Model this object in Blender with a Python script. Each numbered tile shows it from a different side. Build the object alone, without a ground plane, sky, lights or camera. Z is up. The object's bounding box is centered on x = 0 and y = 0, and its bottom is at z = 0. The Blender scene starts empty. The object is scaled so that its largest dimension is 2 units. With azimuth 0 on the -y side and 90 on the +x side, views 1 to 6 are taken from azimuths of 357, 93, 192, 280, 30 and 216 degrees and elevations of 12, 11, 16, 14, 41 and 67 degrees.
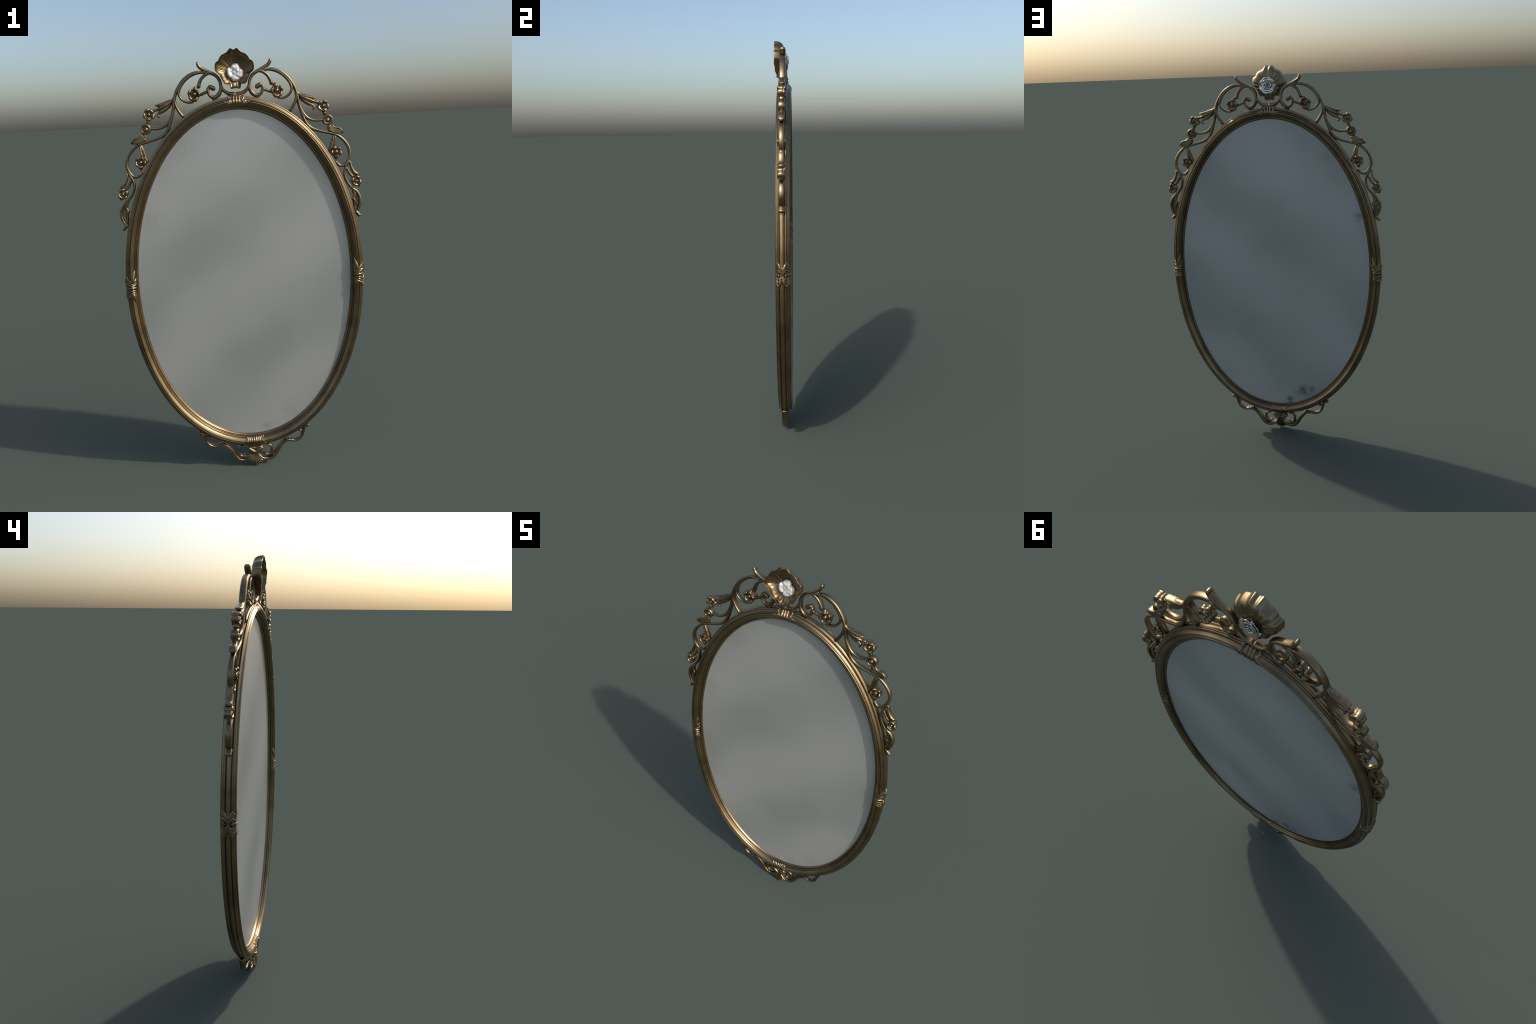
import bpy, bmesh, math, random
import numpy as np
from mathutils import Vector, noise

random.seed(7)
Y0 = 0.003                 # mid plane of the frame and the scrollwork
CZ = 0.9545                # centre height of the oval
RA, RB = 0.5588, 0.8455      # half width, half height of the oval (outside)

# ------------------------------------------------------------------ scene helpers
COL = bpy.context.scene.collection
ROOT = bpy.data.objects.new("oval_wall_mirror", None)
ROOT["label"] = "ornate antique brass oval mirror with scrolls, flowers and shell crest"
ROOT["category"] = "wall mirror"
COL.objects.link(ROOT)


def add(name, mesh, mat, parent=None, smooth=True):
    ob = bpy.data.objects.new(name, mesh)
    COL.objects.link(ob)
    ob.parent = parent or ROOT
    if mat and not mesh.materials:
        mesh.materials.append(mat)
    if smooth:
        mesh.polygons.foreach_set("use_smooth", [True] * len(mesh.polygons))
    return ob


def to_mesh(name, parts):
    """join a list of (verts, faces) into one mesh"""
    V, F = [], []
    for v, f in parts:
        o = len(V)
        V.extend(v)
        F.extend([tuple(i + o for i in q) for q in f])
    me = bpy.data.meshes.new(name)
    me.from_pydata([tuple(map(float, p)) for p in V], [], F)
    me.validate()
    bm = bmesh.new()
    bm.from_mesh(me)
    bmesh.ops.recalc_face_normals(bm, faces=bm.faces)
    bm.to_mesh(me)
    bm.free()
    return me


def baked(me, mods):
    """apply modifiers: list of (type, {settings})"""
    ob = bpy.data.objects.new("tmp", me)
    COL.objects.link(ob)
    for i, (t, kw) in enumerate(mods):
        m = ob.modifiers.new(str(i), t)
        for k, v in kw.items():
            setattr(m, k, v)
    dg = bpy.context.evaluated_depsgraph_get()
    dg.update()
    out = bpy.data.meshes.new_from_object(ob.evaluated_get(dg))
    name = me.name
    bpy.data.objects.remove(ob)
    bpy.data.meshes.remove(me)
    out.name = name
    return out


def fuse(name, parts, voxel=0.0012, smooth=3, factor=0.5):
    """cast the pieces into one body, like one pour of metal"""
    me = to_mesh(name, parts)
    mods = [("REMESH", dict(mode='VOXEL', voxel_size=voxel, adaptivity=0.0))]
    if smooth:
        mods.append(("SMOOTH", dict(factor=factor, iterations=smooth)))
    return baked(me, mods)


def mirrored(me, name=None):
    m = me.copy()
    m.name = name or me.name
    n = len(m.vertices)
    co = np.empty(n * 3)
    m.vertices.foreach_get("co", co)
    co[0::3] *= -1
    m.vertices.foreach_set("co", co)
    m.flip_normals()
    m.update()
    return m


GROW = 1.17               # makes up for what casting and smoothing takes off


# ------------------------------------------------------------------ curve helpers
def spline(pts, step=0.0025, closed=False):
    """Catmull-Rom through the points, evenly resampled"""
    P = [np.array(p, float) for p in pts]
    n = len(P)
    if n == 2 and not closed:
        dense = [P[0] + (P[1] - P[0]) * t for t in np.linspace(0, 1, 24)]
    else:
        dense = []
        segs = n if closed else n - 1
        for i in range(segs):
            p1, p2 = P[i], P[(i + 1) % n]
            p0 = P[i - 1] if (closed or i > 0) else 2 * p1 - p2
            p3 = P[(i + 2) % n] if (closed or i + 2 < n) else 2 * p2 - p1
            for t in np.linspace(0, 1, 20, endpoint=False):
                dense.append(0.5 * (2 * p1 + (p2 - p0) * t + (2 * p0 - 5 * p1 + 4 * p2 - p3) * t * t
                                    + (3 * p1 - p0 - 3 * p2 + p3) * t ** 3))
        dense.append(P[0] if closed else P[-1])
    D = np.array(dense)
    s = np.concatenate([[0], np.cumsum(np.linalg.norm(np.diff(D, axis=0), axis=1))])
    m = max(6, int(s[-1] / step) + 1)
    q = np.linspace(0, s[-1], m)
    return np.stack([np.interp(q, s, D[:, k]) for k in range(D.shape[1])], 1), q


def prof(table, m):
    """values along the length: a number, or a list of evenly spaced values"""
    if np.isscalar(table):
        return np.full(m, float(table))
    x = np.linspace(0, 1, len(table))
    return np.interp(np.linspace(0, 1, m), x, table)


def strand(pts, w, hd=0.0135, y=0.0, e=2.5, ends=(1, 1), step=0.0025, k=20):
    """a bar in the plane of the mirror along (x, z) points.
    w: width in the plane, hd: half depth, y: shift of its middle, e: roundness of the section"""
    C, q = spline(pts, step)
    m = len(C)
    W = prof(w, m) / 2 * GROW + 0.0004
    H = prof(hd, m) + 0.0004
    Y = prof(y, m) + Y0
    L = q[-1]
    cap = np.ones(m)
    for side, on in enumerate(ends):
        if on:
            d = q if side == 0 else L - q
            r = max(W[0 if side == 0 else -1], 0.003)
            cap = np.minimum(cap, np.sqrt(np.clip(1 - np.clip(1 - d / r, 0, 1) ** 2, 0.02, 1)))
    capy = np.ones(m)
    for side, on in enumerate(ends):
        if on:
            d = q if side == 0 else L - q
            r = H[0 if side == 0 else -1]
            capy = np.minimum(capy, np.sqrt(np.clip(1 - np.clip(1 - (d + .002) / r, 0, 1) ** 2, 0.02, 1)))
    T = np.gradient(C, axis=0)
    T /= np.linalg.norm(T, axis=1)[:, None] + 1e-12
    N = np.stack([-T[:, 1], T[:, 0]], 1)
    V, F = [], []
    for i in range(m):
        for j in range(k):
            a = 2 * math.pi * j / k
            c, s = math.cos(a), math.sin(a)
            u = math.copysign(abs(c) ** (2 / e), c) * W[i] * cap[i]
            v = math.copysign(abs(s) ** (2 / e), s) * H[i] * (0.10 + 0.90 * capy[i])
            V.append((C[i, 0] + N[i, 0] * u, Y[i] + v, C[i, 1] + N[i, 1] * u))
    for i in range(m - 1):
        for j in range(k):
            a, b = i * k + j, i * k + (j + 1) % k
            F.append((a, b, b + k, a + k))
    F.append(tuple(range(k)))
    F.append(tuple(range((m - 1) * k, m * k)))
    return V, F


def tube(pts, r, k=12, step=0.0016, flat=1.0):
    """round tube along 3D points, rounded ends"""
    C, q = spline(pts, step)
    m = len(C)
    R = prof(r, m)
    L = q[-1]
    for i in range(m):
        d = min(q[i], L - q[i])
        r0 = max(R[i], 0.001)
        R[i] *= math.sqrt(max(0.05, 1 - max(0, 1 - d / r0) ** 2))
    T = np.gradient(C, axis=0)
    T /= np.linalg.norm(T, axis=1)[:, None] + 1e-12
    up = np.array([0.31, 0.83, 0.46])
    n = np.cross(T[0], up)
    n /= np.linalg.norm(n)
    V, F = [], []
    for i in range(m):
        n = n - T[i] * n.dot(T[i])
        n /= np.linalg.norm(n)
        b = np.cross(T[i], n)
        for j in range(k):
            a = 2 * math.pi * j / k
            V.append(C[i] + R[i] * (math.cos(a) * n + flat * math.sin(a) * b))
    for i in range(m - 1):
        for j in range(k):
            a, bb = i * k + j, i * k + (j + 1) % k
            F.append((a, bb, bb + k, a + k))
    F.append(tuple(range(k)))
    F.append(tuple(range((m - 1) * k, m * k)))
    return V, F


def ball(c, r, axes=None, nu=18, nv=12):
    """ellipsoid; c, r are (x, y, z); axes: optional 3x3 rows of local axes"""
    r = (r, r, r) if np.isscalar(r) else r
    A = np.eye(3) if axes is None else np.array(axes)
    V, F = [], []
    for i in range(nv + 1):
        p = math.pi * i / nv
        for j in range(nu):
            a = 2 * math.pi * j / nu
            l = np.array([r[0] * math.sin(p) * math.cos(a), r[1] * math.cos(p), r[2] * math.sin(p) * math.sin(a)])
            V.append(np.array(c) + l @ A)
    for i in range(nv):
        for j in range(nu):
            a, b = i * nu + j, i * nu + (j + 1) % nu
            F.append((a, b, b + nu, a + nu))
    me = bmesh.new()
    vs = [me.verts.new(v) for v in V]
    for f in F:
        try:
            me.faces.new([vs[i] for i in f])
        except ValueError:
            pass
    bmesh.ops.remove_doubles(me, verts=me.verts, dist=1e-6)
    me.verts.index_update()
    V = [np.array(v.co) for v in me.verts]
    F = [tuple(v.index for v in f.verts) for f in me.faces]
    me.free()
    return V, F


def rot2(a):
    """local axes turned by a in the plane of the mirror (x, z)"""
    c, s = math.cos(a), math.sin(a)
    return [(c, 0, s), (0, 1, 0), (-s, 0, c)]


# ------------------------------------------------------------------ materials
def new_mat(name):
    m = bpy.data.materials.new(name)
    m.use_nodes = True
    nt = m.node_tree
    b = nt.nodes["Principled BSDF"]
    return m, nt, b


def node(nt, t, **kw):
    n = nt.nodes.new(t)
    for k, v in kw.items():
        if k in n.inputs.keys():
            n.inputs[k].default_value = v
        else:
            setattr(n, k, v)
    return n


def noise_tex(nt, scale, detail=4, rough=0.55, vec=None):
    n = node(nt, "ShaderNodeTexNoise", Scale=scale, Detail=detail, Roughness=rough)
    if vec is not None:
        nt.links.new(vec, n.inputs["Vector"])
    return n


def ramp(nt, src, stops):
    r = nt.nodes.new("ShaderNodeValToRGB")
    e = r.color_ramp.elements
    while len(e) < len(stops):
        e.new(0.5)
    for el, (p, c) in zip(e, stops):
        el.position = p
        el.color = c if len(c) == 4 else (*c, 1)
    nt.links.new(src, r.inputs[0])
    return r


def brass(name, tones, rough):
    m, nt, b = new_mat(name)
    tc = nt.nodes.new("ShaderNodeTexCoord")
    n1 = noise_tex(nt, 9, 5, 0.6, tc.outputs["Object"])
    n2 = noise_tex(nt, 160, 3, 0.6, tc.outputs["Object"])
    c = ramp(nt, n1.outputs["Fac"], [(0.32, tones[0]), (0.52, tones[1]), (0.72, tones[2])])
    nt.links.new(c.outputs[0], b.inputs["Base Color"])
    r = node(nt, "ShaderNodeMapRange")
    r.inputs["To Min"].default_value = rough[0]
    r.inputs["To Max"].default_value = rough[1]
    nt.links.new(n1.outputs["Fac"], r.inputs["Value"])
    nt.links.new(r.outputs[0], b.inputs["Roughness"])
    b.inputs["Metallic"].default_value = 1.0
    bp = node(nt, "ShaderNodeBump", Strength=0.05, Distance=0.001)
    nt.links.new(n2.outputs["Fac"], bp.inputs["Height"])
    nt.links.new(bp.outputs[0], b.inputs["Normal"])
    return m


BRASS = [(0.190, 0.140, 0.079), (0.265, 0.195, 0.110), (0.308, 0.229, 0.132)]
BRASS_R = (0.31, 0.44)


def pearl(name, metal, rough, dim=1.0):
    m, nt, b = new_mat(name)
    tc = nt.nodes.new("ShaderNodeTexCoord")
    n1 = noise_tex(nt, 45, 3, 0.5, tc.outputs["Object"])
    c = ramp(nt, n1.outputs["Fac"], [(0.3, (0.86 * dim, 0.82 * dim, 0.72 * dim)), (0.55, (0.92 * dim, 0.91 * dim, 0.88 * dim))])
    nt.links.new(c.outputs[0], b.inputs["Base Color"])
    b.inputs["Metallic"].default_value = metal
    b.inputs["Roughness"].default_value = rough
    return m




def silvered_glass(name, tones, slope, phase, period, wobble, foxing, fox_tone, metal, rough):
    m, nt, b = new_mat(name)
    tc = nt.nodes.new("ShaderNodeTexCoord")
    sep = nt.nodes.new("ShaderNodeSeparateXYZ")
    nt.links.new(tc.outputs["Object"], sep.inputs[0])

    def math_node(op, a, bb, c=None):
        n = node(nt, "ShaderNodeMath", operation=op)
        for k, v in enumerate((a, bb, c)):
            if v is None:
                continue
            if isinstance(v, (int, float)):
                n.inputs[k].default_value = v
            else:
                nt.links.new(v, n.inputs[k])
        return n.outputs[0]

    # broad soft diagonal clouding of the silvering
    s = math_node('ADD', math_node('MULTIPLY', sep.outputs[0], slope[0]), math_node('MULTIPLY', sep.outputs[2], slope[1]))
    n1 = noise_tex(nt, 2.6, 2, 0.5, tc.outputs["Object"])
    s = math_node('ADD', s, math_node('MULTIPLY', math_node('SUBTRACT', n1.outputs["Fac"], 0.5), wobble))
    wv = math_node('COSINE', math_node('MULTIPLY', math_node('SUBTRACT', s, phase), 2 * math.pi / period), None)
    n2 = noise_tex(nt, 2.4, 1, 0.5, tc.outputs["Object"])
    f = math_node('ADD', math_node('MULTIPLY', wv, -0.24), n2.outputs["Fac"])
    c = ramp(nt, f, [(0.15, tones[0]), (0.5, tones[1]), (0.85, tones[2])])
    # dark foxing in clusters close to the rim
    total = None
    for (x, z, r, a) in foxing:
        d = node(nt, "ShaderNodeVectorMath", operation='DISTANCE')
        cmb = nt.nodes.new("ShaderNodeCombineXYZ")
        nt.links.new(sep.outputs[0], cmb.inputs[0])
        nt.links.new(sep.outputs[2], cmb.inputs[2])
        nt.links.new(cmb.outputs[0], d.inputs[0])
        d.inputs[1].default_value = (x, 0, z)
        mr = node(nt, "ShaderNodeMapRange", interpolation_type='SMOOTHSTEP')
        mr.inputs["From Min"].default_value = r
        mr.inputs["From Max"].default_value = r * 0.1
        mr.inputs["To Max"].default_value = a
        nt.links.new(d.outputs["Value"], mr.inputs["Value"])
        total = mr.outputs[0] if total is None else math_node('MAXIMUM', total, mr.outputs[0])
    sp = noise_tex(nt, 42, 7, 0.72, tc.outputs["Object"])
    spr = node(nt, "ShaderNodeMapRange")
    spr.inputs["From Min"].default_value = 0.38
    spr.inputs["From Max"].default_value = 0.60
    nt.links.new(sp.outputs["Fac"], spr.inputs["Value"])
    fx = math_node('MULTIPLY', total, spr.outputs[0])
    # a few stray specks everywhere
    vo = noise_tex(nt, 30, 5, 0.7, tc.outputs["Object"])
    vs = node(nt, "ShaderNodeMapRange")
    vs.inputs["From Min"].default_value = 0.70
    vs.inputs["From Max"].default_value = 0.78
    vs.inputs["To Max"].default_value = 0.35
    nt.links.new(vo.outputs["Fac"], vs.inputs["Value"])
    mask = math_node('MAXIMUM', fx, vs.outputs[0])
    mix = node(nt, "ShaderNodeMix", data_type='RGBA')
    nt.links.new(mask, mix.inputs["Factor"])
    nt.links.new(c.outputs[0], mix.inputs[6])
    mix.inputs[7].default_value = (*fox_tone, 1)
    nt.links.new(mix.outputs[2], b.inputs["Base Color"])
    b.inputs["Metallic"].default_value = metal
    b.inputs["Roughness"].default_value = rough
    return m


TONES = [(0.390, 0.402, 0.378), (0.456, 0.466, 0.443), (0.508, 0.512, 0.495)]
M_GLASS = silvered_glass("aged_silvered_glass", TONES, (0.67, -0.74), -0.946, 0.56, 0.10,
                         [(0.066, 0.205, 0.05, .35), (0.19, 0.285, 0.08, .22), (-0.265, 1.585, 0.09, .25), (-0.43, 1.26, 0.09, .22)],
                         (0.24, 0.25, 0.25), 0.5, 0.38)
M_BACK = silvered_glass("aged_mirror_backing", [tuple(1.06 * v for v in t) for t in TONES], (0.67, -0.74), -0.86, 0.53, 0.25,
                        [(-0.148, 0.250, 0.055, 1.0), (-0.115, 0.240, 0.04, .8), (-0.18, 0.262, 0.04, .9), (-0.055, 0.187, 0.036, 1.0),
                         (-0.13, 0.268, 0.03, .8), (-0.075, 0.198, 0.03, .8), (-0.452, 1.25, 0.055, .45), (-0.30, 1.56, .06, .2)], (0.08, 0.085, 0.085), 0.5, 0.38)
M_BRASS = brass("antique_brass", BRASS, BRASS_R)
M_BRASS_DARKENED = brass("brass_darkened", [(0.075, 0.050, 0.028), (0.095, 0.066, 0.036), (0.12, 0.085, 0.046)], (0.42, 0.55))
M_PEARL = pearl("pearl_white_lustre", 0.3, 0.30)
M_SILVER = pearl("polished_silver", 1.0, 0.15, 0.82)

# ------------------------------------------------------------------ oval frame
# moulding: (distance in from the outer edge, distance from the mid plane), mm;
# crest close to the outer edge, then a round that falls towards the pane; the back stands deeper
SIDE = [(0.0, 0.0), (0.1, 2.5), (0.6, 5.2), (1.8, 7.8), (3.2, 9.4), (4.6, 10.4), (5.4, 11.2), (5.5, 12.2), (4.2, 13.0), (2.2, 13.8),
        (1.0, 15.0)]
FRONT = SIDE + [(0.8, 16.2), (1.6, 17.6), (4.0, 18.2), (6.8, 18.2), (9.4, 18.6), (11.6, 19.8), (13.2, 21.6), (14.4, 23.6), (15.2, 25.2), (15.8, 26.6),
                (16.8, 27.4), (18.0, 27.7), (19.2, 27.0), (19.9, 25.6), (20.5, 24.6), (21.2, 25.0), (21.9, 26.8), (22.7, 28.2), (23.8, 29.0), (25.4, 29.0),
                (27.6, 28.0), (30.4, 26.4), (33.2, 24.6), (35.6, 22.8), (37.4, 21.0), (38.6, 18.8), (39.4, 16.2), (40.2, 14.2), (41.1, 13.8), (41.9, 14.8),
                (43.0, 15.2), (44.0, 14.6), (44.8, 12.6), (45.3, 10.0), (46.0, 7.8), (47.0, 6.6), (48.2, 6.4), (49.2, 7.4), (50.4, 8.2), (51.8, 8.2),
                (53.2, 7.4), (54.4, 5.8), (55.4, 3.6), (56.4, 1.0), (57.4, -1.4), (58.2, -2.9)]
BACK = SIDE + [(0.8, 16.6), (1.4, 18.2), (3.6, 18.9), (6.6, 19.2), (9.0, 20.2), (10.8, 22.2), (12.4, 25.2), (13.8, 28.2), (15.0, 30.2), (15.8, 31.6),
               (17.0, 32.4), (18.2, 32.6), (19.3, 31.8), (20.0, 30.2), (20.6, 29.4), (21.3, 29.8), (22.1, 31.6), (23.3, 33.4), (25.0, 34.4), (27.2, 34.6),
               (29.6, 34.0), (32.0, 32.8), (34.4, 31.0), (36.6, 28.8), (38.2, 26.6), (39.4, 24.4), (40.2, 22.8), (41.0, 22.4), (41.9, 23.2), (43.0, 23.6),
               (44.2, 23.0), (45.0, 21.2), (45.6, 19.2), (46.4, 17.2), (47.4, 16.4), (48.4, 16.4), (49.4, 17.2), (50.6, 17.8), (52.0, 17.6), (53.6, 16.8),
               (55.0, 15.6), (56.6, 13.8), (58.2, 12.5)]


def oval(theta, d, h, ra=RA, rb=RB):
    """point d inside the outer edge, h towards the viewer (-y) from the mid plane"""
    # a slightly full oval, fuller in its lower half
    c, s = math.cos(theta), math.sin(theta)
    e = 2.008 if s > 0 else 2.045
    c = math.copysign(abs(c) ** (2 / e), c)
    s = math.copysign(abs(s) ** (2 / e), s)
    n = np.array([math.copysign(abs(c) ** (e - 1), c) / ra, math.copysign(abs(s) ** (e - 1), s) / rb])
    n /= np.linalg.norm(n)
    return np.array([ra * c - n[0] * d, Y0 - h, CZ + rb * s - n[1] * d])


# thin dark brown lines along the grooves: from, to, least and greatest height
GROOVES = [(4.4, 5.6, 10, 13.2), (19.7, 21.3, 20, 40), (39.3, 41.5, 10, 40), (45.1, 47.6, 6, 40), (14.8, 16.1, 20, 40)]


def build_frame():
    # how far the crown of the moulding stands out beyond the table above, mm
    proud = lambda d, top: top * max(0.0, min(1.0, (d - 8) / 8, (46 - d) / 8))
    front = [(d, h + proud(d, 0.9) - max(0.0, min(1.6, (d - 46) / 2, (57 - d) / 2))) for d, h in FRONT]
    back = [(d, -h - proud(d, 1.7) + max(0.0, min(3.0, (d - 42) / 2, (58.2 - d) / 2))) for d, h in BACK]
    loop = [(d / 1000, h / 1000) for d, h in front + back[:0:-1]]
    N, K = 420, len(loop)
    V, F = [], []
    for i in range(N):
        t = 2 * math.pi * i / N
        V.extend(oval(t, d, h) for d, h in loop)
    for i in range(N):
        for j in range(K):
            a, b = i * K + j, i * K + (j + 1) % K
            i2 = (i + 1) % N
            c, d = i2 * K + (j + 1) % K, i2 * K + j
            F.append((a, b, c, d))
    me = to_mesh("oval_frame", [(V, F)])
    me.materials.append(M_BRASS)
    me.materials.append(M_BRASS_DARKENED)
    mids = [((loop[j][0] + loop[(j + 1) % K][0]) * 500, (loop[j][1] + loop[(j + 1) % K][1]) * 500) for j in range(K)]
    darkened = [any(a < d < b and lo < abs(h) < hi for a, b, lo, hi in GROOVES) or (h < -12 and d > 54.8) for d, h in mids]  # last test: back inner wall coloured dark for the shade beneath the lip
    me.polygons.foreach_set("material_index", [int(darkened[i % K]) for i in range(len(me.polygons))])
    return me


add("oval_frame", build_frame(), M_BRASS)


def build_pane(name, y_front, y_back):
    N = 240
    V, F = [], []
    for y in (y_front, y_back):
        for i in range(N):
            V.append(oval(2 * math.pi * i / N, 0.0572, Y0 - y))
        F.append(tuple(range(len(V) - N, len(V))))
    for i in range(N):
        j = (i + 1) % N
        F.append((i, j, N + j, N + i))
    return to_mesh(name, [(V, F)])


add("mirror_glass", build_pane("mirror_glass", 0.0062, 0.0104), M_GLASS, smooth=False)
add("mirror_backing", build_pane("mirror_backing", 0.0106, 0.0153), M_BACK, smooth=False)

# ------------------------------------------------------------------ scrollwork of the crest (right half)
RING = [(0.158, 1.954), (0.159, 1.943), (0.150, 1.929), (0.133, 1.918), (0.112, 1.908), (0.092, 1.898), (0.077, 1.886),
        (0.067, 1.869), (0.0635, 1.848), (0.066, 1.826), (0.076, 1.809), (0.090, 1.800), (0.105, 1.801), (0.116, 1.811),
        (0.1215, 1.827), (0.1215, 1.838), (0.1195, 1.845)]
RING_W = [.0115, .0125, .014, .014, .0135, .013, .012, .012, .012, .0125, .014, .016, .015, .0125, .0115, .0115, .011]
LOOP = [(0.118, 1.906), (0.146, 1.908), (0.172, 1.904), (0.197, 1.894), (0.219, 1.878), (0.237, 1.858), (0.248, 1.838),
        (0.251, 1.819), (0.243, 1.801), (0.227, 1.788), (0.208, 1.782), (0.186, 1.784)]
STEM = [(0.150, 1.910), (0.172, 1.909), (0.200, 1.899), (0.226, 1.881), (0.246, 1.858), (0.262, 1.831), (0.271, 1.806),
        (0.2765, 1.783), (0.2805, 1.757), (0.289, 1.724), (0.300, 1.693), (0.309, 1.672), (0.323, 1.653), (0.342, 1.640),
        (0.373, 1.629), (0.407, 1.620), (0.438, 1.612), (0.464, 1.599), (0.489, 1.576), (0.505, 1.550), (0.510, 1.524),
        (0.505, 1.498), (0.491, 1.476), (0.474, 1.467), (0.458, 1.471), (0.447, 1.485)]
STEM_W = [.008, .010, .011, .011, .011, .0115, .012, .0125, .012, .0115, .0115, .012, .0125, .012, .011, .0105, .011, .011, .0115,
          .012, .012, .012, .0125, .012, .011, .0095]
FOOT = [(0.262, 1.831), (0.270, 1.806), (0.270, 1.782), (0.260, 1.754), (0.248, 1.735), (0.236, 1.718)]
INNER = [(0.098, 1.901), (0.114, 1.903), (0.131, 1.896), (0.147, 1.882), (0.158, 1.862), (0.164, 1.840)]
LINK = [(0.120, 1.826), (0.139, 1.820), (0.160, 1.811)]
CUP = [(0.0625, 1.853), (0.0585, 1.840), (0.052, 1.828), (0.037, 1.816), (0.018, 1.8095), (-0.002, 1.8085)]
BRANCH = [(0.2815, 1.752), (0.291, 1.728), (0.302, 1.707), (0.318, 1.690), (0.338, 1.680), (0.361, 1.676), (0.390, 1.679)]
TAIL = [(0.506, 1.492), (0.501, 1.478), (0.490, 1.460), (0.484, 1.438), (0.486, 1.416), (0.497, 1.390), (0.517, 1.364),
        (0.538, 1.346), (0.551, 1.323), (0.5545, 1.297), (0.549, 1.271), (0.538, 1.252)]


def drawn_in(me):
    """the lowest sprays hug the frame a little closer"""
    for v in me.vertices:
        t = min(1.0, max(0.0, (v.co.x - 0.40) / 0.10))
        v.co.x -= 0.0034 * t * t * (3 - 2 * t)
    me.update()
    return me


def crest_half():
    p = [strand(RING, RING_W),
         strand([(0.1215, 1.8465), (0.112, 1.8455), (0.101, 1.8395), (0.089, 1.8315)], [.008, .0165, .0175, .0165]),
         strand(LOOP, [.008, .009, .0095, .0095, .0095, .0095, .0095, .009, .009, .008]),
         strand(STEM, STEM_W, hd=[.0135] * 7 + [.0125] * 3 + [.011] * 4 + [.0115] * 8),
         strand(FOOT, [.008, .010, .011, .0115, .012, .013]),
         strand(INNER, [.008, .011, .0115, .012, .013, .017]),
         strand(LINK, [.011, .011, .011], hd=0.010),
         strand(CUP, [.008, .010, .012, .014, .016, .017]),
         strand(BRANCH, [.008, .010, .012, .0115, .011, .011, .0115], hd=.0125),
         strand(TAIL, [.008, .010, .010, .010, .0105, .010, .0105, .0125, .013, .0125, .011, .009], hd=.0125),
         # foot pads where the scroll touches the frame
         strand([(0.094, 1.797), (0.096, 1.784)], [.020, .030], hd=.011),
         strand([(0.004, 1.806), (0.0, 1.792)], [.06, .066], hd=.013, ends=(0, 0)),
         strand([(0.4495, 1.480), (0.440, 1.488)], [.010, .012], hd=.009),
         strand([(0.322, 1.655), (0.312, 1.648)], [.02, .03], hd=.009),
         # split sheath above the hanging bud
         strand([(0.513, 1.487), (0.513, 1.470), (0.520, 1.450), (0.531, 1.433), (0.549, 1.421)],
                [.006, .009, .011, .013, .014], hd=[.010, .012, .013, .014, .014]),
         strand([(0.490, 1.462), (0.499, 1.447), (0.509, 1.429), (0.525, 1.410)], [.009, .010, .010, .010], hd=.011),
         # rolled end of the tail
         strand([(0.529, 1.256), (0.539, 1.245), (0.5505, 1.232)], [.012, .014, .0155], hd=[.013, .014, .015]),
         ball((0.549, Y0, 1.234), (0.009, 0.0145, 0.009)),
         ball((0.457, Y0, 1.472), (0.0055, 0.011, 0.0055)),
         ]
    return fuse("crest_scroll", p)


crest = drawn_in(crest_half())
add("crest_scroll", crest, M_BRASS)
add("crest_scroll", mirrored(crest), M_BRASS)


def pair(name, mesh, parent=None):
    add(name, mesh, M_BRASS, parent)
    add(name, mirrored(mesh), M_BRASS, parent)


# ------------------------------------------------------------------ leaves, right half
def leaf_husk():
    """fluted husk that opens towards the upper blossom"""
    p = [strand([(0.270, 1.812), (0.285, 1.794), (0.310, 1.784), (0.338, 1.778), (0.361, 1.776)],
                [.006, .010, .014, .012, .005], hd=[.010, .0125, .015, .016, .014]),
         strand([(0.274, 1.806), (0.292, 1.786), (0.316, 1.773), (0.338, 1.764), (0.355, 1.757)],
                [.006, .010, .014, .013, .010], hd=[.010, .013, .0165, .0175, .017]),
         strand([(0.277, 1.800), (0.294, 1.777), (0.314, 1.759), (0.334, 1.748), (0.349, 1.743)],
                [.006, .009, .014, .014, .008], hd=[.010, .011, .013, .013, .011]),
         strand([(0.336, 1.747), (0.346, 1.741), (0.349, 1.733), (0.343, 1.723)], [.010, .009, .010, .009], hd=.010),
         strand([(0.283, 1.796), (0.306, 1.777), (0.330, 1.764), (0.349, 1.756)], [.010, .030, .034, .024], hd=[.010, .0115, .0125, .012]),
         strand([(0.350, 1.757), (0.362, 1.756), (0.372, 1.752)], [.010, .010, .014], hd=.010)]
    return fuse("husk_leaf", p, 0.0012, 3)


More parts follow.
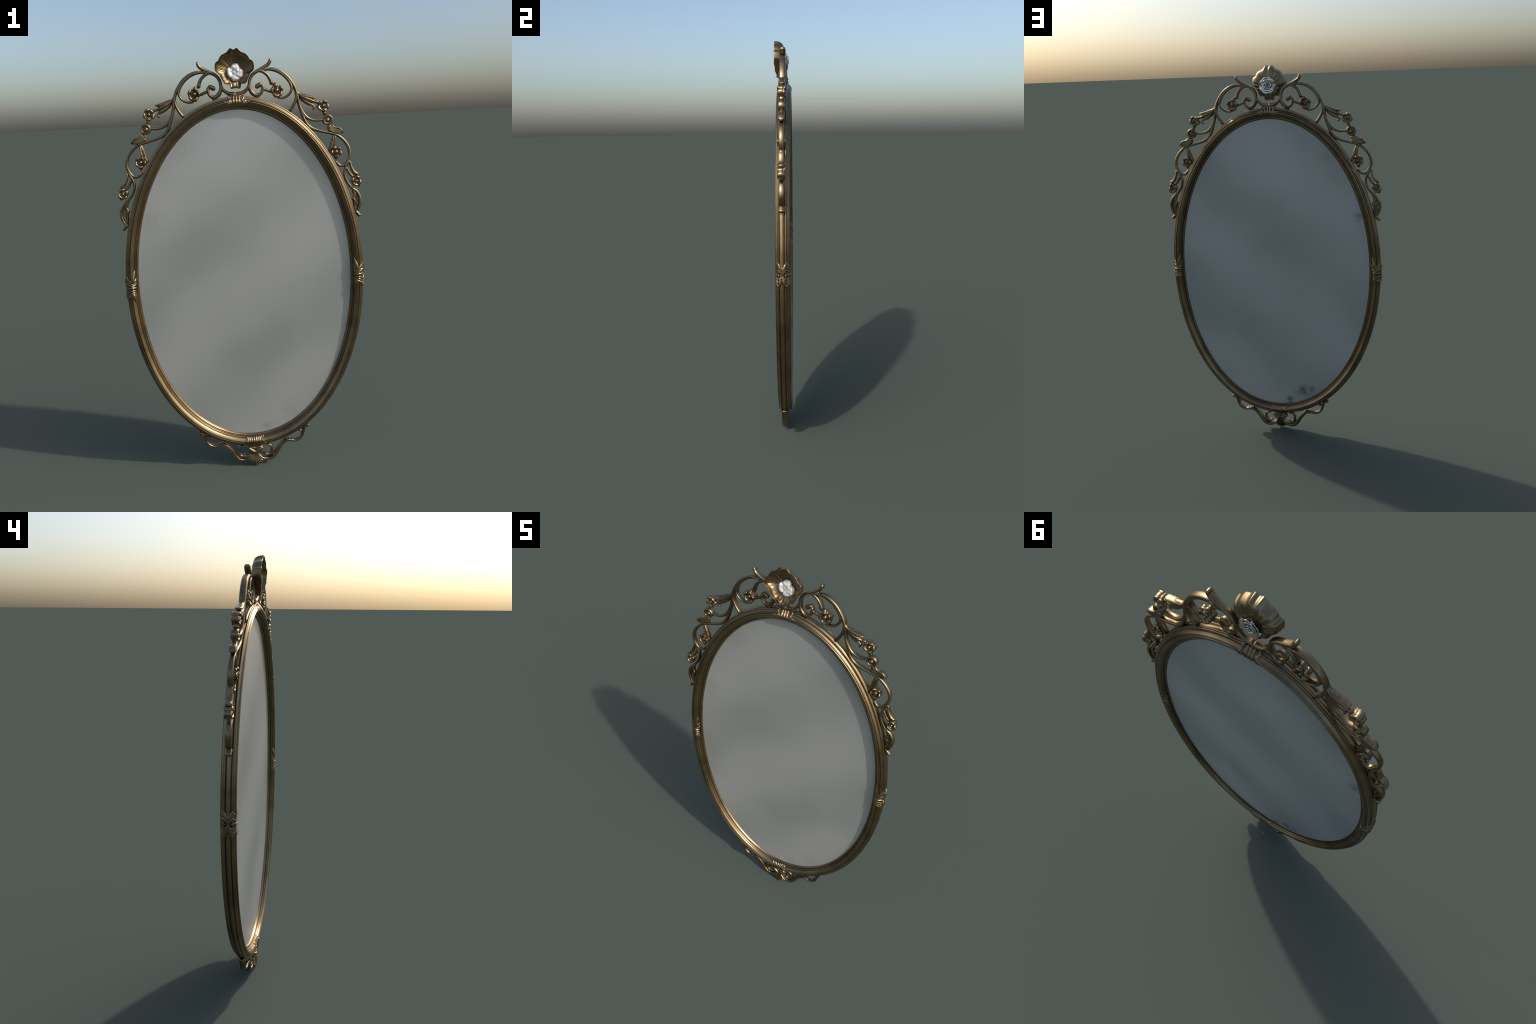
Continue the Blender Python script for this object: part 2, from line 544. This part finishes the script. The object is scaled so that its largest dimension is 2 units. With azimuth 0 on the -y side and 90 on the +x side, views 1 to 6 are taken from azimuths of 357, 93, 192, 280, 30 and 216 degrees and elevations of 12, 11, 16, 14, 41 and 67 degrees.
def leaf_blade():
    """ribbed leaf under the round eye"""
    p = [strand([(0.414, 1.655), (0.420, 1.640), (0.444, 1.630), (0.466, 1.624), (0.484, 1.616)],
                [.012, .028, .027, .021, .006], hd=[.010, .0095, .010, .0105, .010], e=2.2)]
    for k in range(5):
        f = k / 4
        p.append(strand([(0.410 + 0.014 * f, 1.634 + 0.020 * f), (0.436 + 0.008 * f, 1.620 + 0.019 * f),
                         (0.456 + 0.010 * f, 1.616 + 0.015 * f), (0.476 + 0.006 * f, 1.614 + 0.008 * f)],
                        [.005, .006, .006, .004], hd=[.011, .0125, .0135, .012]))
    p.append(strand([(0.424, 1.655), (0.443, 1.641), (0.466, 1.635), (0.483, 1.617)], [.006, .007, .007, .005], hd=[.011, .0135, .0145, .012]))
    return fuse("ribbed_leaf", p, 0.0011, 3)


def leaf_drop():
    """small toothed leaf over the hanging blossom"""
    p = [strand([(0.440, 1.610), (0.434, 1.590), (0.428, 1.566), (0.420, 1.545), (0.411, 1.532)],
                [.010, .017, .021, .020, .010], hd=[.009, .010, .011, .011, .009]),
         strand([(0.442, 1.606), (0.4405, 1.585), (0.437, 1.562), (0.436, 1.545)], [.006, .006, .007, .007], hd=[.011, .013, .014, .013]),
         strand([(0.436, 1.604), (0.428, 1.584), (0.419, 1.572)], [.006, .006, .004], hd=[.010, .012, .011]),
         strand([(0.432, 1.590), (0.422, 1.566), (0.4125, 1.551)], [.006, .007, .004], hd=[.010, .012, .011]),
         strand([(0.428, 1.570), (0.419, 1.546), (0.409, 1.529)], [.008, .009, .006], hd=[.010, .0125, .011])]
    return fuse("toothed_leaf", p, 0.0011, 3)


def leaf_inner():
    """knotty leaf inside the lowest bow"""
    p = [strand([(0.519, 1.362), (0.526, 1.345), (0.529, 1.330), (0.5235, 1.314), (0.529, 1.300), (0.528, 1.276), (0.529, 1.255)],
                [.010, .012, .012, .013, .012, .010, .008], hd=[.009, .010, .010, .0115, .010, .009, .009]),
         strand([(0.527, 1.320), (0.518, 1.314)], [.010, .007], hd=[.011, .009]),
         strand([(0.534, 1.350), (0.535, 1.335), (0.531, 1.318)], [.008, .009, .007], hd=.008),
         strand([(0.538, 1.325), (0.541, 1.300), (0.535, 1.285)], [.005, .006, .005], hd=.006),
         strand([(0.545, 1.290), (0.538, 1.275), (0.531, 1.262)], [.006, .006, .006], hd=.006)]
    return fuse("knotty_leaf", p, 0.0011, 3)


for nm, fn in (("husk_leaf", leaf_husk), ("ribbed_leaf", leaf_blade), ("toothed_leaf", leaf_drop), ("knotty_leaf", leaf_inner)):
    pair(nm, drawn_in(fn()))


# ------------------------------------------------------------------ blossoms
def blossom(name, c, R, hd=0.0165, n=5, start=0.3, sx=1.0, tilt=0.0, bead=0.30, tip=None, seed=1, extra=()):
    rnd = random.Random(seed)
    x, z = c
    parts = [ball((x, Y0, z), (R * 0.90 * sx, hd * 0.58, R * 0.90), rot2(tilt))]
    ct, st = math.cos(tilt), math.sin(tilt)
    for i in range(n):
        a = start + 2 * math.pi * i / n + rnd.uniform(-0.22, 0.22)
        w = rnd.uniform(0.56, 0.74) * 5 / n                     # half spread of the petal
        lift = rnd.uniform(0.62, 0.92)
        for f in (1, -1):
            rim = []
            for q in np.linspace(-w, w, 7):
                rr = R * (0.80 - 0.13 * (q / w) ** 2) * (1 + 0.07 * rnd.uniform(-1, 1))
                ux, uz = math.cos(a + q) * rr * sx, math.sin(a + q) * rr
                rim.append((x + ux * ct - uz * st, Y0 - f * hd * (lift - 0.26 * (q / w) ** 2), z + ux * st + uz * ct))
            parts.append(tube(rim, [R * .13, R * .19, R * .23, R * .19, R * .13]))
        arc = []
        for q in np.linspace(-w, w, 7):
            rr = R * (0.74 - 0.11 * (q / w) ** 2)
            ux, uz = math.cos(a + q) * rr * sx, math.sin(a + q) * rr
            arc.append((x + ux * ct - uz * st, z + ux * st + uz * ct))
        parts.append(strand(arc, [R * .34, R * .44, R * .48, R * .44, R * .34], hd=hd * .88, e=2.3))
    for f in (1, -1):
        bx, bz = rnd.uniform(-.08, .08) * R, rnd.uniform(-.08, .08) * R
        b = R * bead if f == 1 else R * bead * 0.8
        parts.append(ball((x + bx, Y0 - f * hd * 0.55, z + bz), (b, hd * 0.55, b)))
    if tip:
        parts.append(strand([(x + (tip[0] - x) * .45, z + (tip[1] - z) * .45), (x + (tip[0] - x) * .75, z + (tip[1] - z) * .75), tip],
                            [R * .9, R * .62, R * .12], hd=[hd * .7, hd * .6, hd * .25]))
    parts.extend(extra)
    return fuse(name, parts, 0.0010, 5)


B_MAIN = blossom("scroll_blossom", (0.185, 1.8155), 0.0285, hd=.0175, start=0.55, seed=3, bead=.36,
                 extra=[strand([(0.168, 1.843), (0.186, 1.838)], [.014, .02], hd=.012),
                        strand([(0.180, 1.797), (0.180, 1.783)], [.022, .012], hd=.012)])
B_UP = blossom("upper_blossom", (0.390, 1.7385), 0.0262, hd=.0165, start=1.2, seed=5, bead=.32,
               extra=[strand([(0.392, 1.724), (0.396, 1.708), (0.399, 1.699)], [.022, .015, .017], hd=[.012, .011, .013]),
                      strand([(0.370, 1.745), (0.368, 1.728)], [.016, .018], hd=.014)])
B_LOW = blossom("hanging_blossom", (0.4455, 1.531), 0.0265, hd=.0165, start=0.9, seed=8, bead=.38, tip=(0.447, 1.494),
                extra=[strand([(0.424, 1.540), (0.412, 1.530)], [.016, .012], hd=.010)])
B_BUD = blossom("hanging_bud", (0.5375, 1.3945), 0.0265, hd=.0150, n=4, start=0.8, sx=.84, tilt=0.42, seed=11, bead=.27, tip=(0.5545, 1.3655))
for nm, me in (("scroll_blossom", B_MAIN), ("upper_blossom", B_UP), ("hanging_blossom", B_LOW), ("hanging_bud", B_BUD)):
    pair(nm, drawn_in(me))


def round_eye():
    """rolled eye with a bead in its hollow"""
    x, z, R = 0.4085, 1.6765, 0.0245
    p = []
    pts = []
    for q in np.linspace(0, 1, 24):
        a = -1.15 + 2 * math.pi * 1.10 * q
        r = R * (0.80 - 0.05 * q)
        pts.append((x + r * math.cos(a), z + r * math.sin(a)))
    p.append(strand(pts, [R * .36, R * .42, R * .42, R * .40, R * .30], hd=.0152, e=2.1))
    for f in (1, -1):
        p.append(ball((x - 0.002, Y0 - f * 0.0085, z - 0.002), (R * .42, 0.0085, R * .42)))
    p.append(ball((x, Y0, z), (R * .85, 0.0095, R * .85)))
    p.append(strand([(x + .008, z - .018), (x + .012, z - .027)], [.020, .026], hd=.011))
    return fuse("round_eye", p, 0.0010, 2)


pair("round_eye", round_eye())


# ------------------------------------------------------------------ shell crest
SHELL_C = (0.0, 1.900)
RIM = [(0.0, 1.9945), (0.004, 1.9955), (0.0085, 1.9985), (0.0148, 2.0005), (0.0185, 1.9985), (0.0225, 1.994), (0.027, 1.9885), (0.0325, 1.9838), (0.040, 1.9805),
       (0.0475, 1.9770), (0.054, 1.9735), (0.060, 1.9675), (0.0645, 1.9605), (0.0695, 1.9515), (0.0750, 1.9475), (0.0805, 1.9440), (0.0840, 1.9375),
       (0.0858, 1.925), (0.0853, 1.9115), (0.0805, 1.9035), (0.0740, 1.8975), (0.0685, 1.8920), (0.0635, 1.8830), (0.0578, 1.8715), (0.0530, 1.8620), (0.0495, 1.8560),
       (0.0430, 1.8505), (0.0350, 1.8498), (0.0278, 1.8505), (0.0252, 1.8450), (0.0235, 1.8370), (0.0222, 1.8325), (0.0185, 1.8297), (0.0095, 1.8310), (0.0, 1.8322)]


def build_shell():
    right = RIM
    loop = right + [(-x, z) for x, z in reversed(right[1:-1])]
    C, q = spline(loop, 0.0008, closed=True)
    C = C[:-1]
    n = len(C)
    U = 30
    cx, cz = SHELL_C
    V, F = [], []
    # radial profiles (share of the way out, depth in mm from the back): hollow front and bulging back
    out_f = [0, .21, .42, .62, .77, .865, .922, .958, .982, .995, 1.0]
    out_y = [11.5, 10.8, 9.4, 6.8, 3.2, -1.8, -8.0, -16.0, -25.0, -34.0, -40.5]
    in_f = [.985, .972, .962, .945, .92, .88, .80, .68, .52, .34, .17, 0]
    in_y = [-41.5, -39.0, -35.0, -30.0, -26.0, -22.0, -17.0, -11.5, -6.5, -3.0, -1.5, -1.0]
    so = np.linspace(0, 1, 27)[1:]
    si = np.linspace(0, 1, 25)[:-1]
    table = [(np.interp(t, np.linspace(0, 1, 11), out_f), np.interp(t, np.linspace(0, 1, 11), out_y), 1) for t in so] + \
            [(np.interp(t, np.linspace(0, 1, 12), in_f), np.interp(t, np.linspace(0, 1, 12), in_y), -1) for t in si]
    K = len(table)
    for i in range(n):
        dx, dz = C[i, 0] - cx, C[i, 1] - cz
        R = math.hypot(dx, dz)
        a = math.atan2(dz, dx)
        low = max(0.0, -math.sin(a)) ** 2
        for f, y, side in table:
            y = y / 1000
            if y < 0:
                y *= 1 - 0.26 * low                      # the lower lobes lie flatter
            fade = min(1, f * 2.2) * max(0, min(1, (0.97 - f) / .12))
            ray = math.sin(a * 61) * 0.00036 * fade + math.sin(a * 17 + .6 + 2 * math.sin(a * 3)) * (0.0011 if side > 0 else 0.0006) * fade
            ray += 0.0011 * math.sin(a * 9 + 1.3 * math.sin(2 * a)) * max(0, min(1, (f - .86) / .1)) * max(0.0, min(1.0, (1.985 - cz - dz) / .02))
            V.append((cx + dx * f, y + ray, cz + dz * f))
    V.append((cx, 0.0115, cz))
    V.append((cx, -0.0010, cz))
    c0, c1 = len(V) - 2, len(V) - 1
    for i in range(n):
        j = (i + 1) % n
        for u in range(K - 1):
            F.append((i * K + u, j * K + u, j * K + u + 1, i * K + u + 1))
        F.append((c0, j * K, i * K))
        F.append((c1, i * K + K - 1, j * K + K - 1))
    return to_mesh("shell_crest", [(V, F)])


add("shell_crest", build_shell(), M_BRASS)


# pearl blossom in the hollow of the shell
def lobe(c, r, ang=0.0, dent=(0, 0), depth=0.35, tiltx=0.0, seed=0):
    """soft thick petal with a hollow in its face"""
    V, F = ball((0, 0, 0), (1, 1, 1), None, 36, 24)
    out = []
    A = np.array(rot2(ang))
    for v in V:
        v = np.array(v, float)
        k = math.exp(-(((v[0] - dent[0]) / .55) ** 2 + ((v[2] - dent[1]) / .55) ** 2)) if v[1] < 0 else 0
        w = noise.noise(Vector((v[0] * 1.5 + seed, v[1] * 1.5, v[2] * 1.5))) + 0.30 * noise.noise(Vector((v[0] * 3.0 + seed, v[1] * 3.0, v[2] * 3.0)))
        v = v * (1 + 0.17 * w)
        v[1] += depth * k
        p = np.array([v[0] * r[0], v[1] * r[1] + tiltx * v[2], v[2] * r[2]]) @ A
        out.append(np.array(c) + p)
    return out, F


PY = -0.0095
PETALS = [((0.006, PY + .000, 1.920), (0.0205, 0.013, 0.0190), 0.05, (0.1, -.9), .30),
          ((-0.0195, PY - .001, 1.900), (0.0155, 0.013, 0.0225), 0.22, (0.35, -.1), .55),
          ((0.0185, PY - .001, 1.896), (0.0205, 0.0135, 0.0225), -0.45, (-.6, 0.1), .45),
          ((0.003, PY + .001, 1.880), (0.0200, 0.012, 0.0180), 0.15, (0, .9), .25),
          ((0.011, PY - .004, 1.911), (0.0135, 0.010, 0.0150), -0.4, (-.4, -.5), .35)]
PB = add("pearl_blossom", to_mesh("pearl_blossom", [ball((0.0, PY + .002, 1.901), (0.016, 0.012, 0.018))]), M_PEARL)
for i, (c, r, a, d, k) in enumerate(PETALS):
    me = to_mesh("pearl_petal", [lobe(c, r, a, d, k, seed=3.1 * i)])
    add("pearl_petal", me, M_PEARL, PB)


# silver rose on the back of the shell
def rose_petal(R, H, span, y0, flare, wave, seed):
    """curved petal, base towards the heart, rim rolled outwards"""
    rnd = random.Random(seed)
    ph = rnd.uniform(0, 6)
    V, F = [], []
    NU, NV = 22, 10
    for i in range(NU + 1):
        s = i / NU * 2 - 1
        edge = math.sqrt(max(0.0, 1 - abs(s) ** 4)) * 0.45 + 0.55
        for j in range(NV + 1):
            t = j / NV
            r = R * (0.55 + 0.45 * t ** 0.8) + flare * t ** 3
            r *= 1 + wave * 0.05 * math.sin(5 * s + ph) * t
            y = y0 + H * edge * math.sin(t * 1.85) / 0.98 + 0.0012 * wave * math.sin(4 * s + ph) * t
            a = s * span / 2
            r *= 1 + 0.05 * math.sin(ph * 3 + 1.7 * s)
            V.append((r * math.cos(a), y, r * math.sin(a)))
    for i in range(NU):
        for j in range(NV):
            a = i * (NV + 1) + j
            F.append((a, a + 1, a + NV + 2, a + NV + 1))
    me = to_mesh("rose_petal", [(V, F)])
    return baked(me, [("SOLIDIFY", dict(thickness=0.0022, offset=0.0)), ("SUBSURF", dict(levels=1, render_levels=1))])


RC = (-0.001, 1.904)
rose = add("silver_rose", fuse("silver_rose", [ball((RC[0], 0.014, RC[1]), (0.026, 0.008, 0.026)),
                                               ball((RC[0], 0.021, RC[1]), (0.007, 0.009, 0.007))], 0.001, 2), M_BRASS)
for ring, (n, R, H, y0, fl, sp) in enumerate([(5, 0.035, 0.0105, 0.0130, 0.0050, 1.55), (4, 0.0255, 0.0115, 0.0150, 0.0045, 1.9),
                                              (3, 0.0165, 0.0115, 0.0170, 0.003, 2.4), (2, 0.0090, 0.0115, 0.0190, 0.0015, 3.4)]):
    for i in range(n):
        me = rose_petal(R, H, sp, y0, fl, 1.0, ring * 10 + i)
        ob = add("rose_petal", me, M_SILVER, rose)
        a = 2 * math.pi * i / n + ring * 0.55
        ob.location = (RC[0], -0.0030 + 0.0006 * (i % 3), RC[1])
        ob.rotation_euler = (0, a, 0)


# ------------------------------------------------------------------ leaf clasps on the frame
SECT_FRONT = [(-0.0012, 0.0075), (0.0004, 0.0138), (0.0032, 0.0180), (0.0090, 0.0202), (0.0145, 0.0246), (0.0185, 0.0274), (0.0250, 0.0292),
              (0.0315, 0.0272), (0.0370, 0.0222), (0.0420, 0.0165), (0.0462, 0.0120)]
SECT_BACK = [(-0.0012, 0.0075), (0.0004, 0.0140), (0.0032, 0.0188), (0.0090, 0.0225), (0.0145, 0.0295), (0.0185, 0.0322), (0.0250, 0.0342),
             (0.0315, 0.0328), (0.0370, 0.0282), (0.0420, 0.0232), (0.0462, 0.0198)]


def on_frame(theta0, t, u, f, lift=0.0):
    """point on the moulding: t along the rim, u 0..1 from the outer side to the inner cove, f front/back"""
    sect = SECT_FRONT if f > 0 else SECT_BACK
    k = u * (len(sect) - 1)
    x = np.arange(len(sect))
    d = np.interp(k, x, [q[0] for q in sect])
    h = np.interp(k, x, [q[1] for q in sect]) + lift + (0.0006 if f > 0 else 0.0016) * min(1, max(0, (u - .25) / .2))
    speed = math.hypot(RA * math.sin(theta0), RB * math.cos(theta0))
    return oval(theta0 + t / speed, d, h * f)


def rib(theta0, f, dip, ends, pinch, r, u0=0.0, u1=1.0):
    pts = []
    for u in np.linspace(u0, u1, 13):
        m = (u - 0.70) / 0.30 if u > 0.70 else (0.70 - u) / 0.42
        t = dip + (ends - dip) * min(1, m) ** 1.6
        if u < 0.2:
            t = pinch + (t - pinch) * (u / 0.2) ** 0.8
        pts.append(on_frame(theta0, t, u, f, -0.0040))
    return tube(pts, [r * .55, r, r, r * 1.1, r * 1.1, r, r, r * .5])


def side_clasp(theta0, s):
    """acanthus band of the left and right side; s = +1 if theta grows upwards"""
    p = []
    for f in (1, -1):
        for dip, ends, pinch, r in ((.028, .047, .017, .0056), (.0195, .035, .011, .0050), (.0105, .022, .006, .0050),
                                    (-.0115, -.021, -.006, .0050), (-.021, -.034, -.011, .0050), (-.031, -.049, -.017, .0056)):
            p.append(rib(theta0, f, s * dip, s * ends, s * pinch, r))
        c = on_frame(theta0, 0, 0.6, f)
        p.append(tube([on_frame(theta0, 0, u, f, -.0036) for u in np.linspace(0.12, .98, 9)], [.004, .0050, .006, .0072, .0078, .0066, .005]))
        for sg, tl in ((1, .086), (-1, -.080)):
            p.append(tube([on_frame(theta0, s * (sg * .022 + (tl - sg * .022) * q), .68 + .20 * q ** 1.5, f, -.0045) for q in np.linspace(0, 1, 8)],
                          [.006, .0086, .0090, .0076, .0054, .0020]))
            p.append(tube([on_frame(theta0, s * (sg * (.034 + .024 * q)), .34 - .10 * q, f, -.0015) for q in np.linspace(0, 1, 5)],
                          [.004, .0048, .004, .0018]))
    p.append(tube([oval(theta0 + t / RB, 0.0012, 0) for t in np.linspace(-.048, .048, 9)], [.001, .003, .0036, .0038, .0036, .003, .001]))
    return fuse("acanthus_clasp", p, 0.0010, 5)


side = side_clasp(0.0, 1)
pair("acanthus_clasp", side)


def top_clasp():
    p = []
    th = math.pi / 2
    for f in (1, -1):
        for t in (-.0145, 0.0, .0145):
            p.append(tube([on_frame(th, t * (.8 + .25 * u), u, f, -.0022) for u in np.linspace(.05, .98, 10)],
                          [.004, .0056, .0056, .0062, .0066, .0060, .0044]))
        for s in (1, -1):
            p.append(rib(th, f, s * .0245, s * .034, s * .022, .0052))
            # small rolled rosette at either end
            cx, R = s * .0365, .0112
            for q in range(6):
                a = 2 * math.pi * q / 6 + .3
                p.append(ball(on_frame(th, cx + R * .72 * math.cos(a), .68 + .14 * math.sin(a), f, -.0012), (.0056, .0044, .0056)))
            p.append(ball(on_frame(th, cx, .68, f, -.0005), (.0058, .0048, .0058)))
            p.append(tube([on_frame(th, cx + R * 1.15 * math.cos(a), .68 + .22 * math.sin(a), f, -.001) for a in np.linspace(0, 2 * math.pi, 16)], .0026))
            p.append(ball(on_frame(th, s * .054, .55, f, -.001), (.0050, .004, .004)))
    return fuse("rosette_clasp", p, 0.0010, 4)


add("rosette_clasp", top_clasp(), M_BRASS)


def bottom_clasp():
    p = []
    th = -math.pi / 2
    for f in (1, -1):
        for t, r in ((-.0055, .0062), (.0055, .0062)):
            p.append(rib(th, f, t * .9, t * 1.5, t, r))
        for s in (1, -1):
            for dip, ends, pinch, r in ((.0160, .022, .012, .0054), (.0250, .036, .018, .0054), (.0335, .047, .024, .0050)):
                p.append(rib(th, f, s * dip, s * ends, s * pinch, r))
            p.append(ball(on_frame(th, s * .040, .62, f, -.0015), (.0075, .0055, .0060)))
            p.append(tube([on_frame(th, s * (.036 + .018 * q), .36 - .10 * q, f, -.001) for q in np.linspace(0, 1, 5)], [.0045, .005, .004, .0025]))
            p.append(tube([on_frame(th, s * (.038 + .004 * q), .76 + .18 * q, f, -.001) for q in np.linspace(0, 1, 5)], [.0045, .0048, .004, .003]))
    p.append(strand([(0, 0.117), (0, 0.098)], [.050, .044], hd=.014, ends=(0, 0)))
    return fuse("leaf_clasp", p, 0.0010, 4)


add("leaf_clasp", bottom_clasp(), M_BRASS)

# ------------------------------------------------------------------ lower scrollwork
WAVE = [(0.036, 0.087), (0.030, 0.079), (0.017, 0.073), (0.0135, 0.062), (0.021, 0.046), (0.039, 0.033), (0.063, 0.027), (0.085, 0.034),
        (0.103, 0.055), (0.118, 0.081), (0.136, 0.104), (0.156, 0.1175), (0.178, 0.1185), (0.200, 0.114), (0.221, 0.121), (0.237, 0.138),
        (0.2445, 0.159), (0.249, 0.177), (0.258, 0.188), (0.277, 0.196)]


def offset_line(pts, d, i0, i1):
    C = np.array(pts)
    T = np.gradient(C, axis=0)
    T /= np.linalg.norm(T, axis=1)[:, None]
    N = np.stack([-T[:, 1], T[:, 0]], 1)
    return [tuple(C[i] + N[i] * d) for i in range(i0, i1)]


def lower_half():
    p = [strand(WAVE, [.011, .011, .011, .012, .0135, .015, .0148, .014, .014, .014, .0135, .0135, .013, .012, .0125, .012, .0115, .011, .012, .010],
                hd=.0145),
         strand(offset_line(WAVE, -.0045, 6, 13), [.006, .0075, .008, .008, .0075, .005], hd=.0155),
         strand(offset_line(WAVE, .0045, 6, 13), [.006, .0075, .008, .008, .0075, .005], hd=.0155),
         strand([(0.048, 0.108), (0.058, 0.1045), (0.071, 0.102), (0.081, 0.090), (0.0835, 0.072), (0.077, 0.055), (0.065, 0.0475), (0.050, 0.0525)],
                [.009, .010, .0115, .012, .012, .0125, .0135, .0135], hd=.0128),
         strand([(0.085, 0.066), (0.083, 0.045)], [.008, .010], hd=.011),
         ball((0.036, Y0, 0.087), (0.0075, 0.015, 0.0075)),
         ball((0.0515, Y0, 0.053), (0.0065, 0.0145, 0.0065)),
         strand([(0.243, 0.164), (0.233, 0.166), (0.226, 0.167)], [.008, .010, .014], hd=.012),
         ball((0.2265, Y0, 0.1665), (0.0075, 0.013, 0.0075)),
         strand([(0.256, 0.187), (0.267, 0.187), (0.274, 0.186)], [.008, .012, .009], hd=.012),
         strand([(0.255, 0.189), (0.256, 0.200)], [.012, .016], hd=.010),
         strand([(0.155, 0.121), (0.150, 0.128)], [.012, .02], hd=.008)]
    return fuse("lower_scroll", p)


low = lower_half()
add("lower_scroll", low, M_BRASS)
add("lower_scroll", mirrored(low), M_BRASS)


def pendant():
    """folded lily and fan of rays at the foot"""
    yc = -0.0120
    p = [strand([(0, 0.104), (0, 0.086), (0, 0.066), (0, 0.048), (0, 0.032), (0, 0.018)], [.034, .026, .018, .036, .058, .046],
                hd=[.013, .012, .010, .0080, .0072, .0065], y=[0, -.002, -.004, -.007, -.0105, -.013])]
    tips = [(-0.045, 0.029), (-0.034, 0.020), (-0.024, 0.011), (-0.0125, 0.0055), (0.001, -0.0002), (0.0135, 0.006), (0.0255, 0.012), (0.0355, 0.021), (0.046, 0.030)]
    for i, (tx, tz) in enumerate(tips):
        p.append(strand([(tx * .12, 0.074), (tx * .30, 0.058), (tx * .66, 0.052 + (tz - 0.052) * .55), (tx, tz)],
                        [.004, .0062, .0088, .0088], hd=[.0085, .0095, .0105, .0095], y=[-.003, -.006, -.011, -.0145], k=14))
    return fuse("pendant_fan", p, 0.0011, 2)


def lily():
    p = []
    for s in (1, -1):
        p.append(tube([(s * .036, -0.006, .0935), (s * .030, -0.0105, .0905), (s * .019, -0.0145, .0830), (s * .009, -0.0165, .0765), (0, -0.017, .0745)],
                      [.0078, .0078, .0068, .0064, .0066]))
        p.append(tube([(s * .036, -0.006, .0955), (s * .024, -0.0095, .0975), (s * .010, -0.0115, .0955), (0, -0.012, .0925)], [.0060, .0056, .0050, .0050]))
        p.append(tube([(s * .036, 0.011, .0900), (s * .022, 0.0155, .0850), (0, 0.0175, .0800)], [.0060, .0056, .0050]))
    p.append(ball((0, -0.0170, .0745), .0060))
    p.append(ball((0, 0.001, .0900), (.032, .0130, .012)))
    p.append(ball((0, -0.0085, .0860), (.024, .0072, .0095)))
    return fuse("folded_lily", p, 0.0011, 1)


add("pendant_fan", pendant(), M_BRASS)
add("folded_lily", lily(), M_BRASS)
